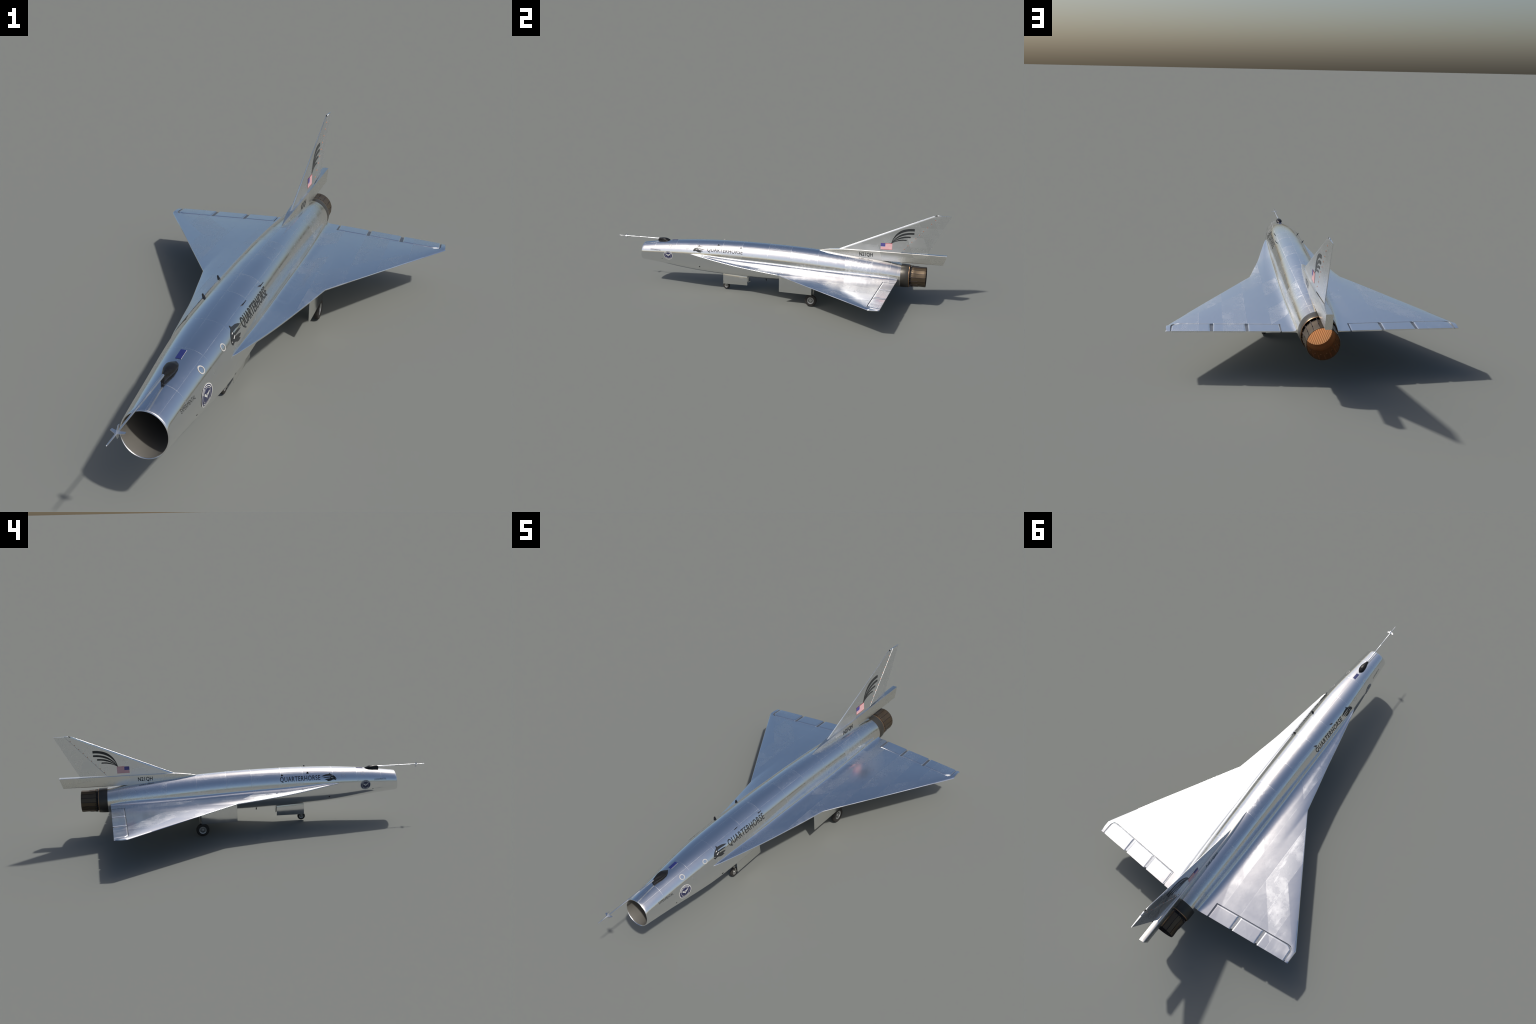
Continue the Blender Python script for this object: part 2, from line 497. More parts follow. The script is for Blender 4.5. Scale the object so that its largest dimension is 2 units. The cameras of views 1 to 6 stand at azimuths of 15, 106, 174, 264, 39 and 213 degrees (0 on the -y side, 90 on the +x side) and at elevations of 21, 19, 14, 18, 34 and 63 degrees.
def build_skin():
    V, F = [], []
    n_half = NF + NB + NW + NW + NBL + NFL - 1
    ring_n = 2 * n_half - 2
    rows = []
    for s in stations():
        H = half_section(s)
        assert len(H) == n_half, (len(H), n_half)
        H[0, 0] = H[-1, 0] = 0
        row = [(x, plan_y(s, x) if s > LEX_Y else s, z) for x, z in H]
        row += [(-x, y, z) for x, y, z in row[-2:0:-1]]
        rows.append(row)
    # inlet: rolled lip then the duct behind it
    c0 = rows[0]
    def shrink(row, y, k, zc=.2044):
        out = []
        for (x, yy, z) in row:
            out.append((x * k, y, zc + (z - zc) * k))
        return out
    lip = [shrink(c0, -.8320, .985), shrink(c0, -.8330, .968), shrink(c0, -.8320, .950), shrink(c0, -.8285, .940)]
    duct = [shrink(c0, y, k) for y, k in ((-.81, .935), (-.76, .94), (-.68, .96), (-.58, .98), (-.45, .98), (-.30, .95))]
    rows = duct[::-1] + lip[::-1] + rows
    for r in rows:
        V += [rake(*p) for p in r]
    F = grid_faces(len(rows), ring_n, True)
    ile_ = NF + NB + NW - 1
    wing_cols = set(range(NF + 3, 2 * ile_ - NF - 3 - (NB - NBL) + 1))
    first_wing = len(duct) + len(lip) + sum(1 for q in stations() if q < LEX_Y) + 1
    region = []
    for i in range(len(rows) - 1):
        for j in range(ring_n):
            jj = j if j < n_half - 1 else ring_n - 1 - j
            if i < len(duct) + 2:
                region.append(1)
            elif i >= first_wing and jj in wing_cols and jj + 1 in wing_cols:
                region.append(2 if j < n_half - 1 else 3)
            else:
                region.append(0)
    # closed front end of the duct
    V.append((0, -.30, .2044)); i0 = len(V) - 1
    for j in range(ring_n):
        F.append((i0, (j + 1) % ring_n, j))
    # aft end: strip along the trailing edges, fan across the tube
    base = (len(rows) - 1) * ring_n
    iu0 = NF + NB - 1                      # column where the wing begins
    ile = NF + NB + NW - 1
    for side in (0, 1):
        idx = (lambda k: base + k) if side == 0 else (lambda k: base + (ring_n - k) % ring_n)
        for k in range(iu0, ile):
            lowk, lowk1 = 2 * ile - k, 2 * ile - k - 1
            if k + 1 == ile:
                F.append((idx(k), idx(ile), idx(lowk)))
            else:
                F.append((idx(k), idx(k + 1), idx(lowk1), idx(lowk)))
    V.append((0, S_END, .182)); ic = len(V) - 1
    lowr = 2 * ile - iu0
    loop = [base + k for k in range(0, iu0 + 1)] + [base + k for k in range(lowr, n_half)]
    loop += [base + ring_n - k for k in range(n_half - 2, lowr - 1, -1)] + [base + ring_n - k for k in range(iu0, 0, -1)]
    inner = []
    for k in loop:
        d_ = Vector((V[k][0], 0, V[k][2] - .182)).normalized()
        V.append((d_.x * .0575, S_END, .182 + d_.z * .0575)); inner.append(len(V) - 1)
    nl_ = len(loop)
    for k in range(nl_):
        F.append((inner[k], loop[k], loop[(k + 1) % nl_], inner[(k + 1) % nl_]))
    for k in range(nl_):
        F.append((ic, inner[k], inner[(k + 1) % nl_]))
    me = bpy.data.meshes.new("skin")
    me.from_pydata(V, [], F)
    for k in range(5):
        me.materials.append(None)
    region += [1] * ring_n + [0] * (len(F) - len(region) - ring_n - len(loop)) + [4] * len(loop)
    me.polygons.foreach_set("material_index", region)
    bm = bmesh.new(); bm.from_mesh(me)
    bmesh.ops.remove_doubles(bm, verts=bm.verts, dist=2e-6)
    bmesh.ops.recalc_face_normals(bm, faces=bm.faces)
    bm.to_mesh(me); bm.free()
    return link(bpy.data.objects.new("skin", me))

def slot_cutter(sgn):
    poly = [(.1195, .80), (.1195, HINGE(.1195)), (.474, HINGE(.474)), (.490, HINGE(.490) + .003), (.499, HINGE(.5) + .010),
            (.5030, HINGE(.5) + .022), (.5030, .80)]
    n = len(poly)
    V = [(sgn * x, y, z) for z in (.10, .24) for x, y in poly]
    F = [tuple(range(n)), tuple(range(2 * n - 1, n - 1, -1))] + [(i, i + n, (i + 1) % n + n, (i + 1) % n) for i in range(n)]
    me = bpy.data.meshes.new("cutter"); me.from_pydata(V, [], F)
    bm = bmesh.new(); bm.from_mesh(me); bmesh.ops.recalc_face_normals(bm, faces=bm.faces); bm.to_mesh(me); bm.free()
    return link(bpy.data.objects.new("cutter", me))

skin = build_skin()
cutters = [slot_cutter(1), slot_cutter(-1)]
for c in cutters:
    md = skin.modifiers.new("slot", 'BOOLEAN'); md.operation = 'DIFFERENCE'; md.solver = 'EXACT'; md.object = c
dg = bpy.context.evaluated_depsgraph_get()
whole = bpy.data.meshes.new_from_object(skin.evaluated_get(dg))
for o in [skin] + cutters:
    bpy.data.objects.remove(o, do_unlink=True)
whole.polygons.foreach_set("use_smooth", [True] * len(whole.polygons))
whole.set_sharp_from_angle(angle=math.radians(38))

def split_skin(me):
    """Cut the one skin into named regions that keep the whole body's normals."""
    co = np.array([v.co[:] for v in me.vertices])
    nrm = np.array([n.vector[:] for n in me.corner_normals])
    groups = {"fuselage": [], "wing": [], "wing.001": [], "inlet_duct": []}
    for p in me.polygons:
        k = p.material_index
        if k == 4:          # temporary cap over the engine bay
            continue
        if k == 0 and abs(p.center.x) > .10:
            k = 2 if p.center.x > 0 else 3
        groups[("fuselage", "inlet_duct", "wing", "wing.001")[k]].append(p.index)
    out = {}
    for name, ids in groups.items():
        used, V, F, N = {}, [], [], []
        for i in ids:
            p = me.polygons[i]; f = []
            for li in p.loop_indices:
                vi = me.loops[li].vertex_index
                if vi not in used:
                    used[vi] = len(V); V.append(co[vi])
                f.append(used[vi]); N.append(nrm[li])
            F.append(f)
        m2 = bpy.data.meshes.new(name)
        m2.from_pydata([tuple(v) for v in V], [], F)
        m2.polygons.foreach_set("use_smooth", [True] * len(m2.polygons))
        m2.normals_split_custom_set([tuple(n) for n in N])
        mat = {"fuselage": M_FUS, "inlet_duct": M_DUCT}.get(name, M_WING)
        m2.materials.append(mat)
        out[name] = link(bpy.data.objects.new(name.split(".")[0], m2), aircraft)
    return out
parts = split_skin(whole)
fuselage = parts["fuselage"]
wings = {1: parts["wing"], -1: parts["wing.001"]}

# bright rolled lip
prof = [(-.818, .0551), (-.8260, .0551), (-.8310, .0547), (-.8335, .0537), (-.8341, .0526), (-.8335, .0519), (-.8322, .0515)]
v, f = lathe(prof, 96, (0, .2044))
v = [rake(*p) for p in v]
mesh_object("inlet_lip", v, f, M_LIP, fuselage)

# short tail cone that carries the engine shroud
rows = []
for q, k in ((.700, .94), (.7215, .985), (.7262, 1.0), (.730, 1.0), (.735, 1.0), (.7395, 1.0), (.742, .998), (.7428, .985), (.742, .92)):
    a_, t_, b_ = A(q) * k, CEN(q) + (TOP(q) - CEN(q)) * k, CEN(q) - (CEN(q) - BOT(q)) * k
    rows.append([(a_ * math.cos(w), q, CEN(q) + (t_ - CEN(q) if math.sin(w) > 0 else CEN(q) - b_) * math.sin(w))
                 for w in np.linspace(0, 2 * math.pi, 97)[:-1]])
v = [p for r in rows for p in r]
f = grid_faces(len(rows), 96, True)
mesh_object("tail_ring", v, f, M_FUS, fuselage)

# ------------------------------------------------------------------ elevons
def elevon(x0, x1, sgn, outer):
    nx, ny = 36, 26
    def outline_y0(x):
        y = HINGE(x) + .0031
        if outer:
            y += .020 * max(0, (x - (x1 - .030)) / .030) ** 2.2
        return y
    def pt(i, j, up):
        g = np.linspace(0, 1, nx)[i]
        # cluster columns at both ends so that the rounded sides resolve
        g = .5 - .5 * math.cos(math.pi * g)
        x = x0 + (x1 - x0) * g
        h = np.linspace(0, 1, ny)[j]
        h = h ** 1.6
        y0, y1 = outline_y0(x), te_y(x) - .0004
        y = y0 + (y1 - y0) * h
        m_, t_ = wing_mid_t(x, y)
        t_ = max(t_, .0014) + .0007
        d = min(x - x0, x1 - x, y - y0)
        e = min(1, max(0, d / .0065))
        e = .15 + .85 * math.sqrt(max(0, 1 - (1 - e) ** 2))
        return (sgn * x, y, m_ + up * t_ * e)
    V = [pt(i, j, 1) for i in range(nx) for j in range(ny)] + [pt(i, j, -1) for i in range(nx) for j in range(ny)]
    F = grid_faces(nx, ny)
    o = nx * ny
    F += [tuple(k + o for k in q[::-1]) for q in grid_faces(nx, ny)]
    rim = [i * ny for i in range(nx)] + [(nx - 1) * ny + j for j in range(1, ny)] + \
          [i * ny + ny - 1 for i in range(nx - 2, -1, -1)] + [j for j in range(ny - 2, 0, -1)]
    for a_, b_ in zip(rim, rim[1:] + rim[:1]):
        F.append((a_, b_, b_ + o, a_ + o))
    return mesh_object("elevon", V, F, M_WING, wings[sgn], angle=50)

def slot_floor(sgn):
    """Thin web behind the hinge line that closes the gaps between elevons."""
    nx, ny = 40, 8
    V = []
    for up in (1, -1):
        for i in range(nx):
            x = .118 + (.504 - .118) * i / (nx - 1)
            for j in range(ny):
                y0, y1 = HINGE(x) - .004, te_y(x) - .006
                y = y0 + (y1 - y0) * j / (ny - 1)
                m_, t_ = wing_mid_t(x, y)
                V.append((sgn * x, y, m_ + up * t_ * .10))
    F = grid_faces(nx, ny); o = nx * ny
    F += [tuple(k + o for k in q[::-1]) for q in grid_faces(nx, ny)]
    rim = [i * ny for i in range(nx)] + [(nx - 1) * ny + j for j in range(1, ny)] + \
          [i * ny + ny - 1 for i in range(nx - 2, -1, -1)] + [j for j in range(ny - 2, 0, -1)]
    for a_, b_ in zip(rim, rim[1:] + rim[:1]):
        F.append((a_, b_, b_ + o, a_ + o))
    return mesh_object("hinge_web", V, F, M_WEB, wings[sgn])

for sgn in (1, -1):
    slot_floor(sgn)
    elevon(.1238, .2335, sgn, False)
    elevon(.2430, .3555, sgn, False)
    elevon(.3655, .4990, sgn, True)

# ------------------------------------------------------------------ dorsal spine and tail fin
SP_W = spline([(.268, .0004), (.30, .0035), (.34, .0075), (.384, .0105), (.45, .0120), (.99, .0120)])
SP_TOP = spline([(.268, .2965), (.30, .3035), (.34, .3095), (.384, .3140), (.45, .3160), (.70, .3175), (.99, .3180)])
def spine_bot(y):
    return max(.262, min(float(TOP(min(y, .74))) - .012, .285)) if y < .66 else .262
rows = []
ys = list(np.linspace(.268, .66, 40)) + list(np.linspace(.672, .985, 20))
NC = 22
for y in ys:
    w, zt, zb = float(SP_W(y)), float(SP_TOP(y)), spine_bot(y)
    rt, rb = min(.0022, w * .8), min(.0045, w * .8)
    pts = []
    for k in range(5):
        a_ = math.pi / 2 * k / 4
        pts.append((w - rt + rt * math.sin(a_), zt - rt + rt * math.cos(a_)))
    for k in range(6):
        a_ = math.pi / 2 * k / 5
        pts.append((w - rb + rb * math.cos(a_), zb + rb - rb * math.sin(a_)))
    full = pts + [(-x, z) for x, z in pts[::-1]]
    slope = lambda z: y + (.004 - .018 * (zt - z) / (zt - .262) if y > .97 else 0)
    rows.append([(x, slope(z), z) for x, z in full])
V = [p for r in rows for p in r]
n = len(rows[0])
F = grid_faces(len(rows), n, True) + [tuple(range(n)), tuple((len(rows) - 1) * n + k for k in range(n - 1, -1, -1))]
spine = mesh_object("dorsal_spine", V, F, M_SPINE, aircraft, angle=40)

FIN_LE = lambda z: .381 + (z - .3135) * (.899 - .381) / (.5405 - .3135)
FIN_TE = lambda z: .8825 + (z - .322) * (.9985 - .8825) / (.5435 - .322)
HING = lambda z: .7395 + (z - .322) * (.937 - .7395) / (.5385 - .322)
def fin_t(y, z):
    """Half thickness of the fin."""
    u = (z - .3135) / (.5435 - .3135)
    hmax = .0078 * (1 - u) + .0030 * u
    q = (y - FIN_LE(z)) / (FIN_TE(z) - FIN_LE(z))
    qh = (HING(z) - FIN_LE(z)) / (FIN_TE(z) - FIN_LE(z))
    if q < qh:
        # blunt wedge along the leading edge, then a slow swell to the hinge
        nose = .0046 * (1 - u) + .0024 * u
        d = min(1, (y - FIN_LE(z)) / .024)
        return .0007 + (nose - .0007) * (1 - (1 - d) ** 1.6) + (hmax * .96 - nose) * (q / qh)
    return .0011 + (hmax - .0011) * (1 - (q - qh) / (1 - qh)) * .97

def fin_piece(name, y_of, z0, z1, ztop_rule, parent, qs, round_front):
    nz = 30
    rows = []
    for i in range(nz):
        z = z0 + (z1 - z0) * i / (nz - 1)
        ya, yb = y_of(z)
        row = []
        for q in qs:
            y = ya + (yb - ya) * q
            zz = z + ztop_rule(y) * (i == nz - 1)
            t = fin_t(min(max(y, FIN_LE(z)), FIN_TE(z)), z)
            if round_front and q < .012:
                t *= (.25 if name == 'tail_fin' else .7) + (.75 if name == 'tail_fin' else .3) * math.sqrt(max(0, 1 - (1 - q / .012) ** 2))
            row.append((t, y, zz))
        rows.append(row + [(-x, y, zz) for x, y, zz in row[::-1]])
    V = [p for r in rows for p in r]
    n = len(rows[0])
    m_ = n // 2
    F = grid_faces(nz, n, True)
    for o in (0, (nz - 1) * n):
        for k in range(m_ - 1):
            F.append((o + k, o + k + 1, o + n - 2 - k, o + n - 1 - k))
    return mesh_object(name, V, F, M_PLAIN, parent, angle=40)
qs = np.r_[np.linspace(0, .012, 5), np.linspace(.018, .10, 14), np.linspace(.12, 1, 34)]
fin = fin_piece("tail_fin", lambda z: (FIN_LE(z), HING(z) - .0004), .3135, .5425, lambda y: 0.0, aircraft, qs, True)
rudder = fin_piece("rudder", lambda z: (HING(z) + .0004, FIN_TE(z)), .3208, .5440, lambda y: 0.0, fin, qs, True)
# fin tip cap: a low strip with a dark leading block
v, f = box(-.0022, .0022, .921, .9425, .5405, .5465)
for i, p in enumerate(v):
    if p[2] > .545 and p[1] < .93:
        v[i] = (p[0], p[1] + .004, p[2])
bevelled(mesh_object("tip_cap", v, f, M_PLAIN, fin), .0008)
v, f = box(-.0023, .0023, .908, .9215, .5395, .5452)
for i, p in enumerate(v):
    if p[2] > .544 and p[1] < .915:
        v[i] = (p[0], p[1] + .008, p[2])
bevelled(mesh_object("tip_light", v, f, M_BLACK, fin), .0006)
# hinge rivets in primer orange
for sgn in (1, -1):
    for k in range(9):
        z = .340 + (.518 - .340) * k / 8
        y = HING(z) - .0045
        t = fin_t(y, z)
        v, f = box(-.0007, .0007, -.0024, .0024, -.0014, .0014)
        ca, sa = math.cos(.75), math.sin(.75)
        v = [(sgn * t + x_, y + y_ * ca - z_ * sa, z + y_ * sa + z_ * ca) for x_, y_, z_ in v]
        mesh_object("hinge_fastener", v, f, M_ORANGE, fin, smooth=False)

# ------------------------------------------------------------------ markings
def project_fin(sgn, off=.0007):
    return lambda u, v_: (sgn * (fin_t(u, v_) + off), u, v_)
def project_side(sgn, off=.0006):
    def f(u, v_):
        x = side_x(u, v_)
        # outward offset follows the tube's local normal
        e = 1e-3
        dx = (side_x(u, v_ + e) - side_x(u, v_ - e)) / (2 * e)
        k = 1 / math.hypot(1, dx)
        return (sgn * (x + off * k), u, v_ - off * dx * k)
    return f

def decal(name, polys, proj, mat, parent, cell=.004, depth=.0004):
    """Flat outlines (with holes by winding) draped on the surface, with a film's thickness."""
    bm = bmesh.new()
    for poly in polys:
        vs = [bm.verts.new((u, v_, 0)) for u, v_ in poly]
        bm.faces.new(vs)
    return drape(name, bm, proj, mat, parent, cell)

def drape(name, bm, proj, mat, parent, cell=.004):
    bm.normal_update()
    bmesh.ops.triangulate(bm, faces=bm.faces)
    us = [v.co.x for v in bm.verts]; vs = [v.co.y for v in bm.verts]
    for axis, lo, hi in ((0, min(us), max(us)), (1, min(vs), max(vs))):
        t = lo + cell
        while t < hi:
            no = (1, 0, 0) if axis == 0 else (0, 1, 0)
            co = (t, 0, 0) if axis == 0 else (0, t, 0)
            bmesh.ops.bisect_plane(bm, geom=bm.verts[:] + bm.edges[:] + bm.faces[:], plane_co=co, plane_no=no, dist=1e-7)
            t += cell
    for v in bm.verts:
        v.co = proj(v.co.x, v.co.y)
    bmesh.ops.remove_doubles(bm, verts=bm.verts, dist=1e-6)
    bmesh.ops.recalc_face_normals(bm, faces=bm.faces)
    me = bpy.data.meshes.new(name)
    bm.to_mesh(me); bm.free()
    # film faces outwards
    cx = np.mean([p.center.x for p in me.polygons]); nx = np.mean([p.normal.x for p in me.polygons])
    cz = np.mean([p.center.z for p in me.polygons]); nz = np.mean([p.normal.z for p in me.polygons])
    if nx * cx + nz * (cz - .2) * (abs(cx) < .02) < 0:
        me.flip_normals()
    return finish(name, me, mat, parent, True, 60)

def lettering(text, y_a, y_b, z0, z1, proj, mat, parent, name="lettering", extra=.0, slant=0.0, cell=.004, spacing=1.0):
    """Text stretched to run from y_a to y_b between heights z0 and z1."""
    cu = bpy.data.curves.new("lettering", 'FONT')
    cu.body = text; cu.size = 1.0; cu.offset = extra; cu.resolution_u = 3
    cu.space_character = spacing
    ob = link(bpy.data.objects.new("lettering", cu))
    d = bpy.context.evaluated_depsgraph_get()
    me = bpy.data.meshes.new_from_object(ob.evaluated_get(d))
    bpy.data.objects.remove(ob, do_unlink=True)
    bm = bmesh.new(); bm.from_mesh(me)
    xs = [v.co.x for v in bm.verts]
    x0, x1 = min(xs), max(xs)
    cap = .70
    for v in bm.verts:
        u = y_a + (y_b - y_a) * (v.co.x - x0) / (x1 - x0)
        v.co = (u, z0 + (z1 - z0) * v.co.y / cap, 0)
    return drape(name, bm, proj, mat, parent, cell)

def disc(u, v_, r, n=40, r_in=0, ku=1.0):
    o = [(u + ku * r * math.cos(2 * math.pi * k / n), v_ + r * math.sin(2 * math.pi * k / n)) for k in range(n)]
    if not r_in:
        return [o]
    i = [(u + ku * r_in * math.cos(2 * math.pi * k / n), v_ + r_in * math.sin(2 * math.pi * k / n)) for k in range(n)]
    return [[o[k], o[(k + 1) % n], i[(k + 1) % n], i[k]] for k in range(n)]

# horse head, drawn in a unit frame: x towards the tail, y up
HORSE = [(0.0, .27), (.02, .18), (.07, .11), (.13, .16), (.21, .19), (.30, .14), (.40, .05), (.53, .02), (.67, .06), (.59, .17), (.68, .18), (.80, .26),
         (.70, .32), (.56, .36), (.42, .38), (.42, .46), (.58, .46), (.76, .46), (.92, .48), (.78, .55), (.58, .58), (.38, .58), (.38, .67),
         (.60, .68), (.80, .65), (1.0, .66), (.88, .77), (.72, .85), (.46, .89), (.42, 1.0), (.36, .84), (.22, .73), (.12, .60), (.055, .46)]
HORSE_EYE = [(.22, .63), (.31, .70), (.32, .65), (.27, .61)]
HORSE_CHEEK = [(.20, .40), (.36, .50), (.38, .46), (.24, .36)]
HORSE_NOSE = [(.04, .315), (.065, .35), (.08, .31), (.06, .28)]

for sgn in (1, -1):
    side = project_side(sgn)
    over = project_side(sgn, .0012)
    # name along the shoulder
    ya, yb = ((-.399, -.179) if sgn > 0 else (-.179, -.399))
    lettering("QUARTERHORSE", ya, yb, .2540, .2775, side, M_INK, fuselage, extra=.009, spacing=1.10)
    place = lambda P, u0=-.488, w=.082, v0=.2435, h=.040: [(u0 + w * x, v0 + h * y) for x, y in P]
    decal("horse_emblem", [place(HORSE)], side, M_INK, fuselage)
    decal("horse_emblem_eye", [place(HORSE_EYE), place(HORSE_CHEEK), place(HORSE_NOSE)], over, M_WHITE, fuselage)
    ya, yb = ((-.770, -.703) if sgn > 0 else (-.703, -.770))
    lettering("EXPERIMENTAL", ya, yb, .2280, .2370, side, M_INK, fuselage, extra=-.012, spacing=1.1)
    # round badge
    bu, bv, R = -.6515, .2075, .0258
    decal("badge_border", disc(bu, bv, R + .0011, 48, R - .0012, 1.08), over, M_WHITE, fuselage)
    decal("badge", disc(bu, bv, R, 48, 0, 1.08), side, M_NAVY, fuselage)
    decal("badge_ring", disc(bu, bv, .0176, 48, .0168, 1.08), over, M_WHITE, fuselage)
    W = [(0.0, -.15), (.16, .05), (.30, .28), (.62, .52), (.78, .40), (.74, .16), (.40, -.08), (.10, -.30), (0, -.62)]
    wing_pts = [(bu + .0160 * 1.05 * x, bv + .0005 + .0150 * y) for x, y in W] 
    wing_pts2 = [(bu - .0160 * 1.05 * x, bv + .0005 + .0150 * y) for x, y in W[::-1]]
    decal("badge_wings", [wing_pts, wing_pts2] + disc(bu, bv + .004, .0022, 12), over, M_WHITE, fuselage)
    arcs = []
    for a0, a1 in ((25, 70), (75, 105), (112, 155), (225, 315)):
        n = 10
        t = [math.radians(a0 + (a1 - a0) * k / n) for k in range(n + 1)]
        arcs.append([(bu + 1.08 * .0222 * math.cos(q), bv + .0222 * math.sin(q)) for q in t]
                    + [(bu + 1.08 * .0200 * math.cos(q), bv + .0200 * math.sin(q)) for q in t[::-1]])
    decal("badge_legend", arcs, over, M_WHITE, fuselage)
    # ring marks over the shoulder
    for u in (-.6415, -.529):
        if sgn > 0:
            decal("ring_mark", disc(u, .2620 + (.002 if u > -.6 else 0), .0080, 40, .0058, 1.35), side, M_BONE, fuselage)
        else:
            decal("ring_mark", disc(u, .2665, .0076, 40, .0070, 1.35), side, M_BONE, fuselage)
    # small vents
    decal("vent", disc(-.4495, .153, .0034, 20, 0, 1.3), side, M_HOLE, fuselage)
    decal("vent", disc(-.695, .181, .0012, 12, 0, 3.0), side, M_HOLE, fuselage)

    # tail markings
    fp, fo = project_fin(sgn), project_fin(sgn, .0011)
    y0, y1, z0, z1 = .6195, .6845, .3305, .3665
    tilt = lambda u: .0 + (u - y0) * .02
    hgt = (z1 - z0) / 13
    for k in range(13):
        q = [(y0, z0 + hgt * k), (y1, z0 + hgt * k), (y1, z0 + hgt * (k + 1)), (y0, z0 + hgt * (k + 1))]
        decal("flag_stripe", [[(u, w + tilt(u)) for u, w in q]], fp, M_RED if k % 2 == 0 else M_FLAGW, fin, cell=.02)
    q = [(y0, z0 + hgt * 6), (y0 + .026, z0 + hgt * 6), (y0 + .026, z1), (y0, z1)]
    decal("flag_canton", [[(u, w + tilt(u)) for u, w in q]], fo, M_FLAGB, fin, cell=.02)
    stars = []
    for r in range(5):
        for c in range(6 - r % 2):
            su = y0 + .0026 + .0041 * c + (.0020 if r % 2 else 0); sv = z0 + hgt * 6 + .0025 + .0037 * r + tilt(su)
            stars += disc(su, sv, .0005, 5)
    decal("flag_star", stars, project_fin(sgn, .0014), M_FLAGW, fin, cell=.05)
    # four plume strokes sweeping aft from one root
    for (eu, ev, cu_, cv, wd, cap) in ((.8045, .4545, .7050, .4560, .0135, 0), (.7990, .4330, .7180, .4330, .0105, 1),
                                       (.7805, .4115, .7180, .4120, .0085, 1), (.7600, .3925, .7150, .3950, .0062, 1)):
        su, sv = .6785, .3680
        L, R_ = [], []
        n = 26
        for k in range(n + 1):
            t = k / n
            pu = (1 - t) ** 2 * su + 2 * t * (1 - t) * cu_ + t * t * eu
            pv = (1 - t) ** 2 * sv + 2 * t * (1 - t) * cv + t * t * ev
            du = 2 * (1 - t) * (cu_ - su) + 2 * t * (eu - cu_); dv = 2 * (1 - t) * (cv - sv) + 2 * t * (ev - cv)
            m_ = math.hypot(du, dv)
            w = .5 * wd * (.08 + .92 * min(1, t / .60) ** .85)
            L.append((pu - dv / m_ * w, pv + du / m_ * w)); R_.append((pu + dv / m_ * w, pv - du / m_ * w))
        strips = [[L[k], R_[k], R_[k + 1], L[k + 1]] for k in range(n)]
        if cap:
            a0 = math.atan2(L[-1][1] - ev, L[-1][0] - eu)
            strips.append([(eu + .5 * wd * math.cos(a0 - math.pi * k / 10), ev + .5 * wd * math.sin(a0 - math.pi * k / 10)) for k in range(11)])
        decal("plume_stroke", strips, fp, M_INK, fin, cell=.02)
    # registration on the spine
    sp = lambda u, w, s_=sgn: (s_ * (float(SP_W(u)) + .0007), u, w)
    ya, yb = ((.500, .578) if sgn > 0 else (.578, .500))
    lettering("N21QH", ya, yb, .2835, .3045, sp, M_INK, spine, name="registration", extra=.022, cell=.05)

# blue panel on the crown
def crown(u, w):
    return (w, u, top_z(u, w) + .0006)
decal("blue_panel", [[(-.6485, -.0075), (-.6125, -.0075), (-.6125, .0065), (-.6485, .0065)]], crown, M_BLUE, fuselage)
decal("blue_panel_border", [[(-.6485, .0065), (-.6125, .0065), (-.6125, .0070), (-.6485, .0070)]],
      crown, M_WHITE, fuselage)

# ------------------------------------------------------------------ probe, fairing, antennas
POD_W = spline([(-.7385, .0046), (-.730, .0062), (-.715, .0105), (-.698, .0142), (-.685, .0142), (-.672, .0105), (-.6595, .0012)])
POD_T = spline([(-.7385, .2905), (-.725, .2925), (-.705, .2945), (-.69, .2940), (-.675, .2895), (-.6595, .2830)])
V = []
nn = 40
prof = np.r_[-.7385, np.linspace(-.7384, -.6595, 22)]
for i, y in enumerate(prof):
    w, zt = float(POD_W(y)), float(POD_T(y))
    zb = float(TOP(y)) - .003
    if i == 0:
        w, zt, zb = w * .85, zt - .0006, zb + .0006
    for k in range(nn):
        a_ = 2 * math.pi * k / nn
        s_, c_ = math.sin(a_), math.cos(a_)
        V.append((w * math.copysign(abs(c_) ** .9, c_), y, (zt + zb) / 2 + (zt - zb) / 2 * s_))
F = grid_faces(len(prof), nn, True) + [tuple(range(nn)), tuple((len(prof) - 1) * nn + k for k in range(nn))]
fairing = mesh_object("probe_fairing", V, F, M_BLACK, fuselage, angle=60)
PZ = .2878
prof = [(-.700, .0034), (-.735, .0034), (-.740, .0030), (-.802, .0028), (-.8035, .0031), (-.807, .0031), (-.8085, .0026), (-.857, .0025), (-.8585, .0028),
        (-.862, .0028), (-.864, .0023), (-.905, .0022), (-.948, .0021), (-.950, .0026), (-.962, .0026), (-.964, .0019), (-.985, .0017), (-.999, .0013), (-1.0, .0004)]
v, f = lathe(prof, 20, (0, PZ))
probe = mesh_object("pitot_probe", v, f, simple("probe_steel", (.72, .73, .75), .33, 1.0, .05), aircraft, angle=40)
for k in range(4):
    V = [(-.0006, -.960, .002), (-.0006, -.950, .002), (-.0006, -.9470, .0143), (-.0006, -.9530, .0152),
         (.0006, -.960, .002), (.0006, -.950, .002), (.0006, -.9470, .0143), (.0006, -.9530, .0152)]
    F = [(0, 1, 2, 3), (7, 6, 5, 4), (0, 4, 5, 1), (1, 5, 6, 2), (2, 6, 7, 3), (3, 7, 4, 0)]
    o = mesh_object("probe_vane", V, F, probe.data.materials[0], probe, smooth=False)
    o.matrix_world = Matrix.Translation((0, 0, PZ)) @ Matrix.Rotation(math.radians(4 + 90 * k), 4, 'Y')

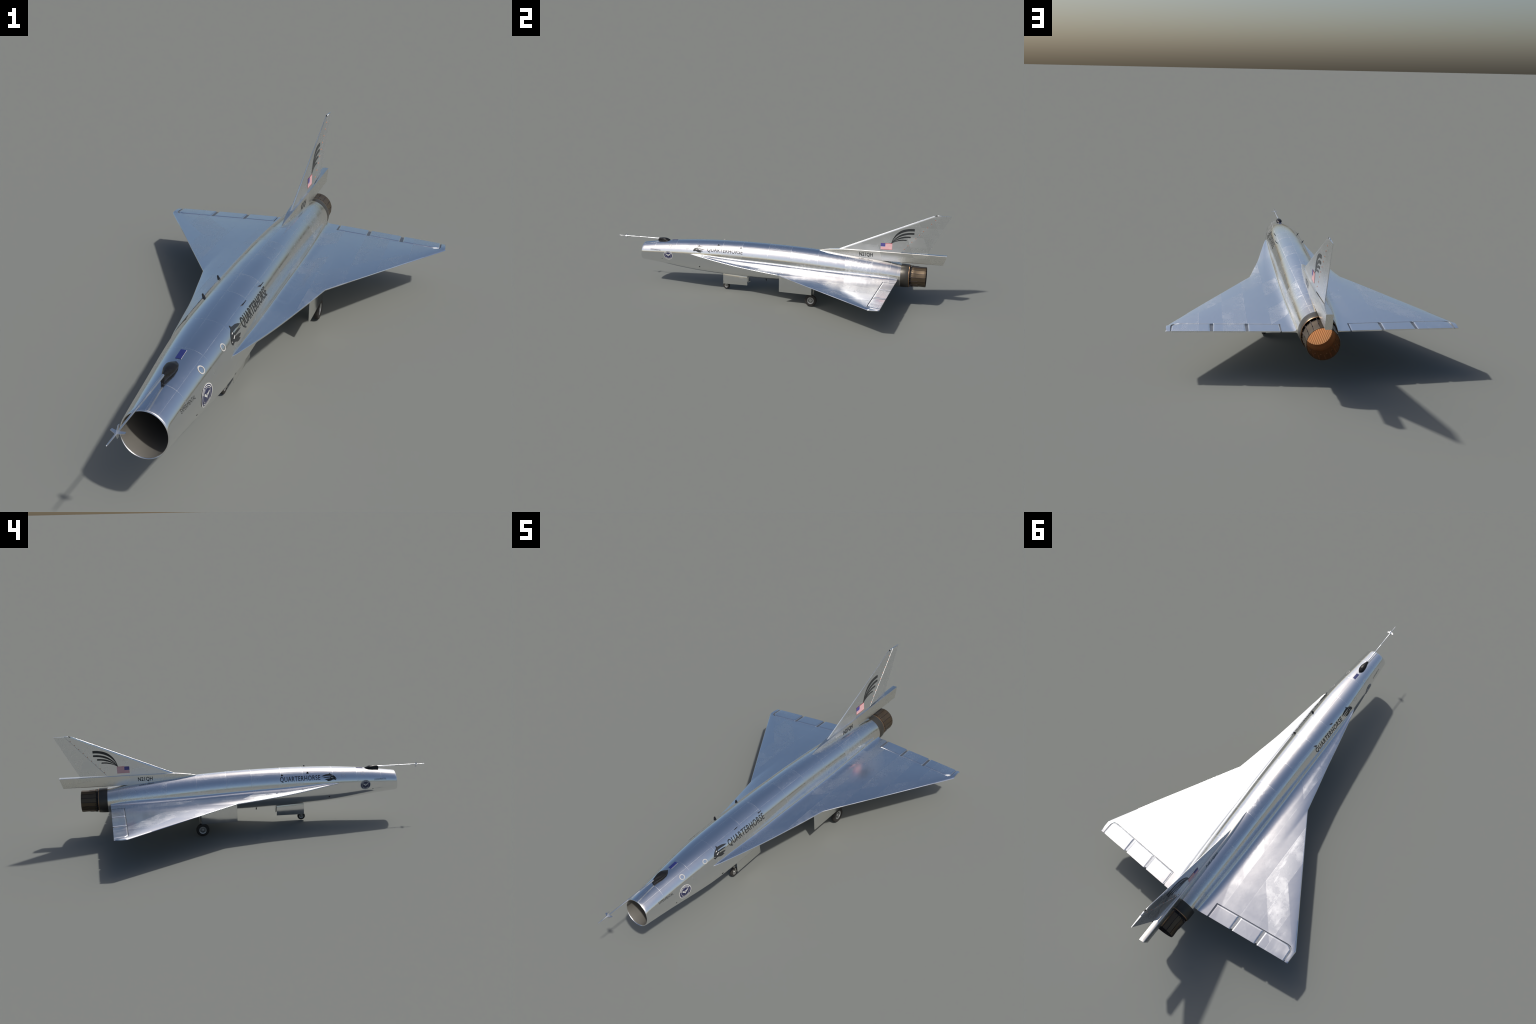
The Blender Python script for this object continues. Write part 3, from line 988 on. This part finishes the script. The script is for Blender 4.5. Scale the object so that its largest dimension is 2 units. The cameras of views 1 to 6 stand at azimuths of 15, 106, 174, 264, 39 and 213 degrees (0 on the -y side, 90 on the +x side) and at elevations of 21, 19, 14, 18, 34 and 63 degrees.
def blade(root, up, h, chord, name="antenna"):
    """Swept blade antenna standing on the skin."""
    up = Vector(up).normalized(); side = up.cross(Vector((0, 1, 0))).normalized()
    root = Vector(root)
    pts = [(-.5 * chord, -.002), (.5 * chord, -.002), (.52 * chord, h), (.08 * chord, h)]
    V = []
    for s_ in (-1, 1):
        for k, (u, w) in enumerate(pts):
            th = .0014 if w < 0 else .0008
            V.append(root + Vector((0, u, 0)) + up * w + side * s_ * th)
    F = [(0, 1, 2, 3), (7, 6, 5, 4), (0, 4, 5, 1), (1, 5, 6, 2), (2, 6, 7, 3), (3, 7, 4, 0)]
    return mesh_object(name, [tuple(p) for p in V], F, M_BLACK, fuselage, smooth=False)
for sgn in (1, -1):
    for y, z in ((-.334, .2880), (-.193, .2830)):
        x = side_x(y, z)
        blade((sgn * x, y, z), (sgn * .52, 0, .85), .0105, .014)
blade((0, -.057, float(BOT(-.057))), (0, 0, -1), .021, .009)

# ------------------------------------------------------------------ engine nozzle
NC_ = (0, .1825)
prof = [(.738, .0550), (.7405, .0655), (.7440, .0664), (.765, .0662), (.786, .0650), (.7875, .0642), (.7870, .0600), (.775, .058)]
v, f = lathe(prof, 96, NC_)
nozzle = mesh_object("exhaust_nozzle", v, f, M_SHROUD, aircraft, angle=30)
prof = [(.7866, .0636), (.7895, .0644), (.7915, .0636), (.7905, .0610), (.7866, .0610)]
v, f = lathe(prof, 96, NC_); mesh_object("nozzle_ring", v, f, M_BRONZE, nozzle)
v, f = lathe([(.760, .0545), (.815, .0545), (.815, .0535)], 64, NC_); mesh_object("actuator_bay", v, f, M_HOLE, nozzle)
NP = 16
PR = spline([(.797, .0580), (.812, .0580), (.830, .0562), (.850, .0555), (.870, .0560), (.882, .0565)])
def petal_mesh(a_half, dr, y0, y1, mat, nm):
    na, ny = 7, 14
    V = []
    for lay in (0, 1):
        for i in range(ny):
            y = y0 + (y1 - y0) * i / (ny - 1)
            for j in range(na):
                a_ = -a_half + 2 * a_half * j / (na - 1)
                flat = 1.0 - .006 * (1 - abs(2 * j / (na - 1) - 1) ** 2) * 0
                r = float(PR(y)) + dr - (.0022 if lay else 0) - (.0012 if i in (0, ny - 1) and not lay else 0)
                r /= math.cos(a_) ** .7 if nm == "petal" else 1
                V.append((r * math.sin(a_), y, r * math.cos(a_)))
    F = grid_faces(ny, na)
    o = ny * na
    F += [tuple(k + o for k in q[::-1]) for q in grid_faces(ny, na)]
    rim = list(range(na)) + [i * na + na - 1 for i in range(1, ny)] + [(ny - 1) * na + j for j in range(na - 2, -1, -1)] + [i * na for i in range(ny - 2, 0, -1)]
    for a_, b_ in zip(rim, rim[1:] + rim[:1]):
        F.append((a_, b_, b_ + o, a_ + o))
    return V, F
step = 2 * math.pi / NP
def ring_of(name, v, f, mat, count, phase, parent):
    first = mesh_object(name, v, f, mat, parent, angle=40)
    for k in range(count):
        o = first if k == 0 else link(first.copy(), parent)
        o.matrix_world = Matrix.Translation((0, 0, NC_[1])) @ Matrix.Rotation(phase + 2 * math.pi * k / count, 4, 'Y')
v, f = petal_mesh(step * .44, .0008, .8020, .8822, M_PETAL, "petal"); ring_of("petal", v, f, M_PETAL, NP, 0, nozzle)
v, f = petal_mesh(step * .10, -.0004, .800, .8795, M_SEAL, "petal_seal"); ring_of("petal_seal", v, f, M_SEAL, NP, step / 2, nozzle)
v, f = merge(rod((0, .788, .0615), (0, .803, .0588), .0011), rod((0, .803, .0588), (0, .840, .0573), .0013), rod((-.003, .8035, .0592), (.003, .8035, .0592), .0012))
ring_of("actuator_strut", v, f, M_SEAL, NP, step / 2, nozzle)
v, f = rod((0, .8065, .0580), (0, .8065, .0606), .0016)
ring_of("petal_clip", v, f, M_HOLE, NP, 0, nozzle)
# inside: divergent flaps, a plain band, then the corrugated liner far forward
prof = [(.8815, .0553), (.8822, .0547), (.868, .0540), (.840, .0528), (.808, .0515)]
v, f = lathe(prof, 96, NC_); mesh_object("divergent_flap", v, f, M_INNER, nozzle)
v, f = rod((0, .8805, .0544), (0, .810, .0514), .0006); ring_of("flap_seam", v, f, M_FLAP, NP, step / 2, nozzle)
v, f = rod((0, .838, .0530), (0, .838, .0515), .0012, n=8); ring_of("flap_bolt", v, f, M_STRUT, NP, 0, nozzle)
prof = [(.808, .0513), (.804, .0505), (.780, .0500), (.752, .0492), (.750, .0525)]
v, f = lathe(prof, 96, NC_); mesh_object("throat_band", v, f, simple("throat_bronze", (.075, .042, .020), .5, .2), nozzle)  # brown lowered to offset orange light spilling from the liner
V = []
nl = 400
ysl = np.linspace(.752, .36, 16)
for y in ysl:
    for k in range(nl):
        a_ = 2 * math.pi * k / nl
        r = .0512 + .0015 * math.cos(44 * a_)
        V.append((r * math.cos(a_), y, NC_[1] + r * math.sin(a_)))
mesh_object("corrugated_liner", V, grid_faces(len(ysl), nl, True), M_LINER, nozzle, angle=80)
v, f = lathe([(.36, .0535), (.362, .020), (.362, .0001)], 48, NC_); mesh_object("flame_holder", v, f, M_HOLE, nozzle)

# ------------------------------------------------------------------ landing gear
def wheel(parent, c, R, w, rim_r, holes):
    """Tyre and rim with its axle along x."""
    def spin(profile, n=48):
        V = []
        for x, r in profile:
            for k in range(n):
                a_ = 2 * math.pi * k / n
                V.append((c[0] + x, c[1] + r * math.cos(a_), c[2] + r * math.sin(a_)))
        return V, grid_faces(len(profile), n, True)
    h = w / 2
    tp = [(-h * .75, rim_r * .95), (-h * .95, rim_r * 1.12), (-h, R * .82), (-h * .86, R * .94), (-h * .55, R * .99), (-h * .2, R), (-h * .18, R * .985), (h * .18, R * .985), (h * .2, R),
          (h * .55, R * .99), (h * .86, R * .94), (h, R * .82), (h * .95, rim_r * 1.12), (h * .75, rim_r * .95)]
    v, f = spin(tp)
    mesh_object("tyre", v, f, M_RUBBER, parent, angle=40)
    rp = [(-h * .4, .0005), (-h * .72, .0006), (-h * .72, rim_r * .22), (-h * .5, rim_r * .28), (-h * .42, rim_r * .74), (-h * .70, rim_r * .82), (-h * .82, rim_r * .96), (-h * .70, rim_r),
          (h * .70, rim_r), (h * .82, rim_r * .96), (h * .70, rim_r * .82), (h * .42, rim_r * .74), (h * .5, rim_r * .28), (h * .72, rim_r * .22), (h * .72, .0006), (h * .4, .0005)]
    v, f = spin(rp)
    rim = mesh_object("rim", v, f, M_RIM, parent, angle=30)
    P = []
    for s_ in (-1, 1):
        for k in range(holes):
            a_ = 2 * math.pi * k / holes
            p = (c[0] + s_ * h * .40, c[1] + rim_r * .52 * math.cos(a_), c[2] + rim_r * .52 * math.sin(a_))
            q = (c[0] + s_ * h * .50, p[1], p[2])
            P.append(rod(p, q, rim_r * .13, n=10))
    v, f = merge(*P)
    mesh_object("rim_hole", v, f, M_HOLE, rim, smooth=False)

def door(name, pts, x_in, x_out, parent):
    """Plate standing fore-and-aft; pts are (y, z) corners and each has its own x by height."""
    n = len(pts)
    th = .0018
    V = []
    for s_ in (-1, 1):
        for y, z, x in pts:
            V.append((x + s_ * th, y, z))
    F = [tuple(range(n)), tuple(range(2 * n - 1, n - 1, -1))] + [(i, (i + 1) % n, (i + 1) % n + n, i + n) for i in range(n)]
    o = mesh_object(name, V, F, M_DOOR, parent, smooth=False)
    return bevelled(o, .0007)

# nose gear
v, f = merge(rod((0, -.296, .115), (0, -.302, .050), .0040), rod((0, -.302, .052), (0, -.303, .040), .0058),
             rod((-.0085, -.303, .042), (.0085, -.303, .042), .0030), rod((.0082, -.303, .043), (.0085, -.306, .0205), .0024),
             rod((-.0082, -.303, .043), (-.0085, -.306, .0205), .0024), rod((-.0095, -.306, .0205), (.0095, -.306, .0205), .0022),
             rod((0, -.298, .07), (0, -.255, .112), .0026))
nose_gear = mesh_object("nose_gear", v, f, M_STRUT, aircraft)
wheel(nose_gear, (0, -.306, .0212), .0212, .0125, .0120, 7)
for sgn in (1, -1):
    door("gear_door", [(-.3165, .107, sgn * .0290), (-.1650, .099, sgn * .0270), (-.1650, .0445, sgn * .0310), (-.3165, .0435, sgn * .0315)], 0, 0, aircraft)
v, f = box(-.0155, .0155, -.1645, -.1605, .058, .102)
bevelled(mesh_object("gear_door", v, f, M_DOOR, aircraft, smooth=False), .0007)
# wheel bays
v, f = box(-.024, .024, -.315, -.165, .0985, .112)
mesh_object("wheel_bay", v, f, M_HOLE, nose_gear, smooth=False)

# main gear
for sgn in (1, -1):
    X = sgn * .1455
    v, f = merge(rod((sgn * .124, .2665, .174), (sgn * .129, .2615, .072), .0052), rod((sgn * .129, .2615, .076), (sgn * .130, .249, .034), .0040),
                 rod((sgn * .126, .249, .0355), (sgn * .148, .249, .0355), .0034), rod((sgn * .126, .25, .085), (sgn * .075, .235, .125), .0032),
                 rod((sgn * .127, .258, .070), (sgn * .127, .268, .050), .0020), rod((sgn * .127, .268, .050), (sgn * .127, .255, .038), .0020))
    gear = mesh_object("main_gear", v, f, M_STRUT, aircraft)
    wheel(gear, (X, .249, .0352), .0352, .0175, .0205, 10)
    door("gear_door", [(.0630, .176, sgn * .1490), (.2545, .168, sgn * .1490), (.2545, .0700, sgn * .1545), (.0630, .0720, sgn * .1525)], 0, 0, aircraft)
    x0, x1 = sorted((sgn * .075, sgn * .147))
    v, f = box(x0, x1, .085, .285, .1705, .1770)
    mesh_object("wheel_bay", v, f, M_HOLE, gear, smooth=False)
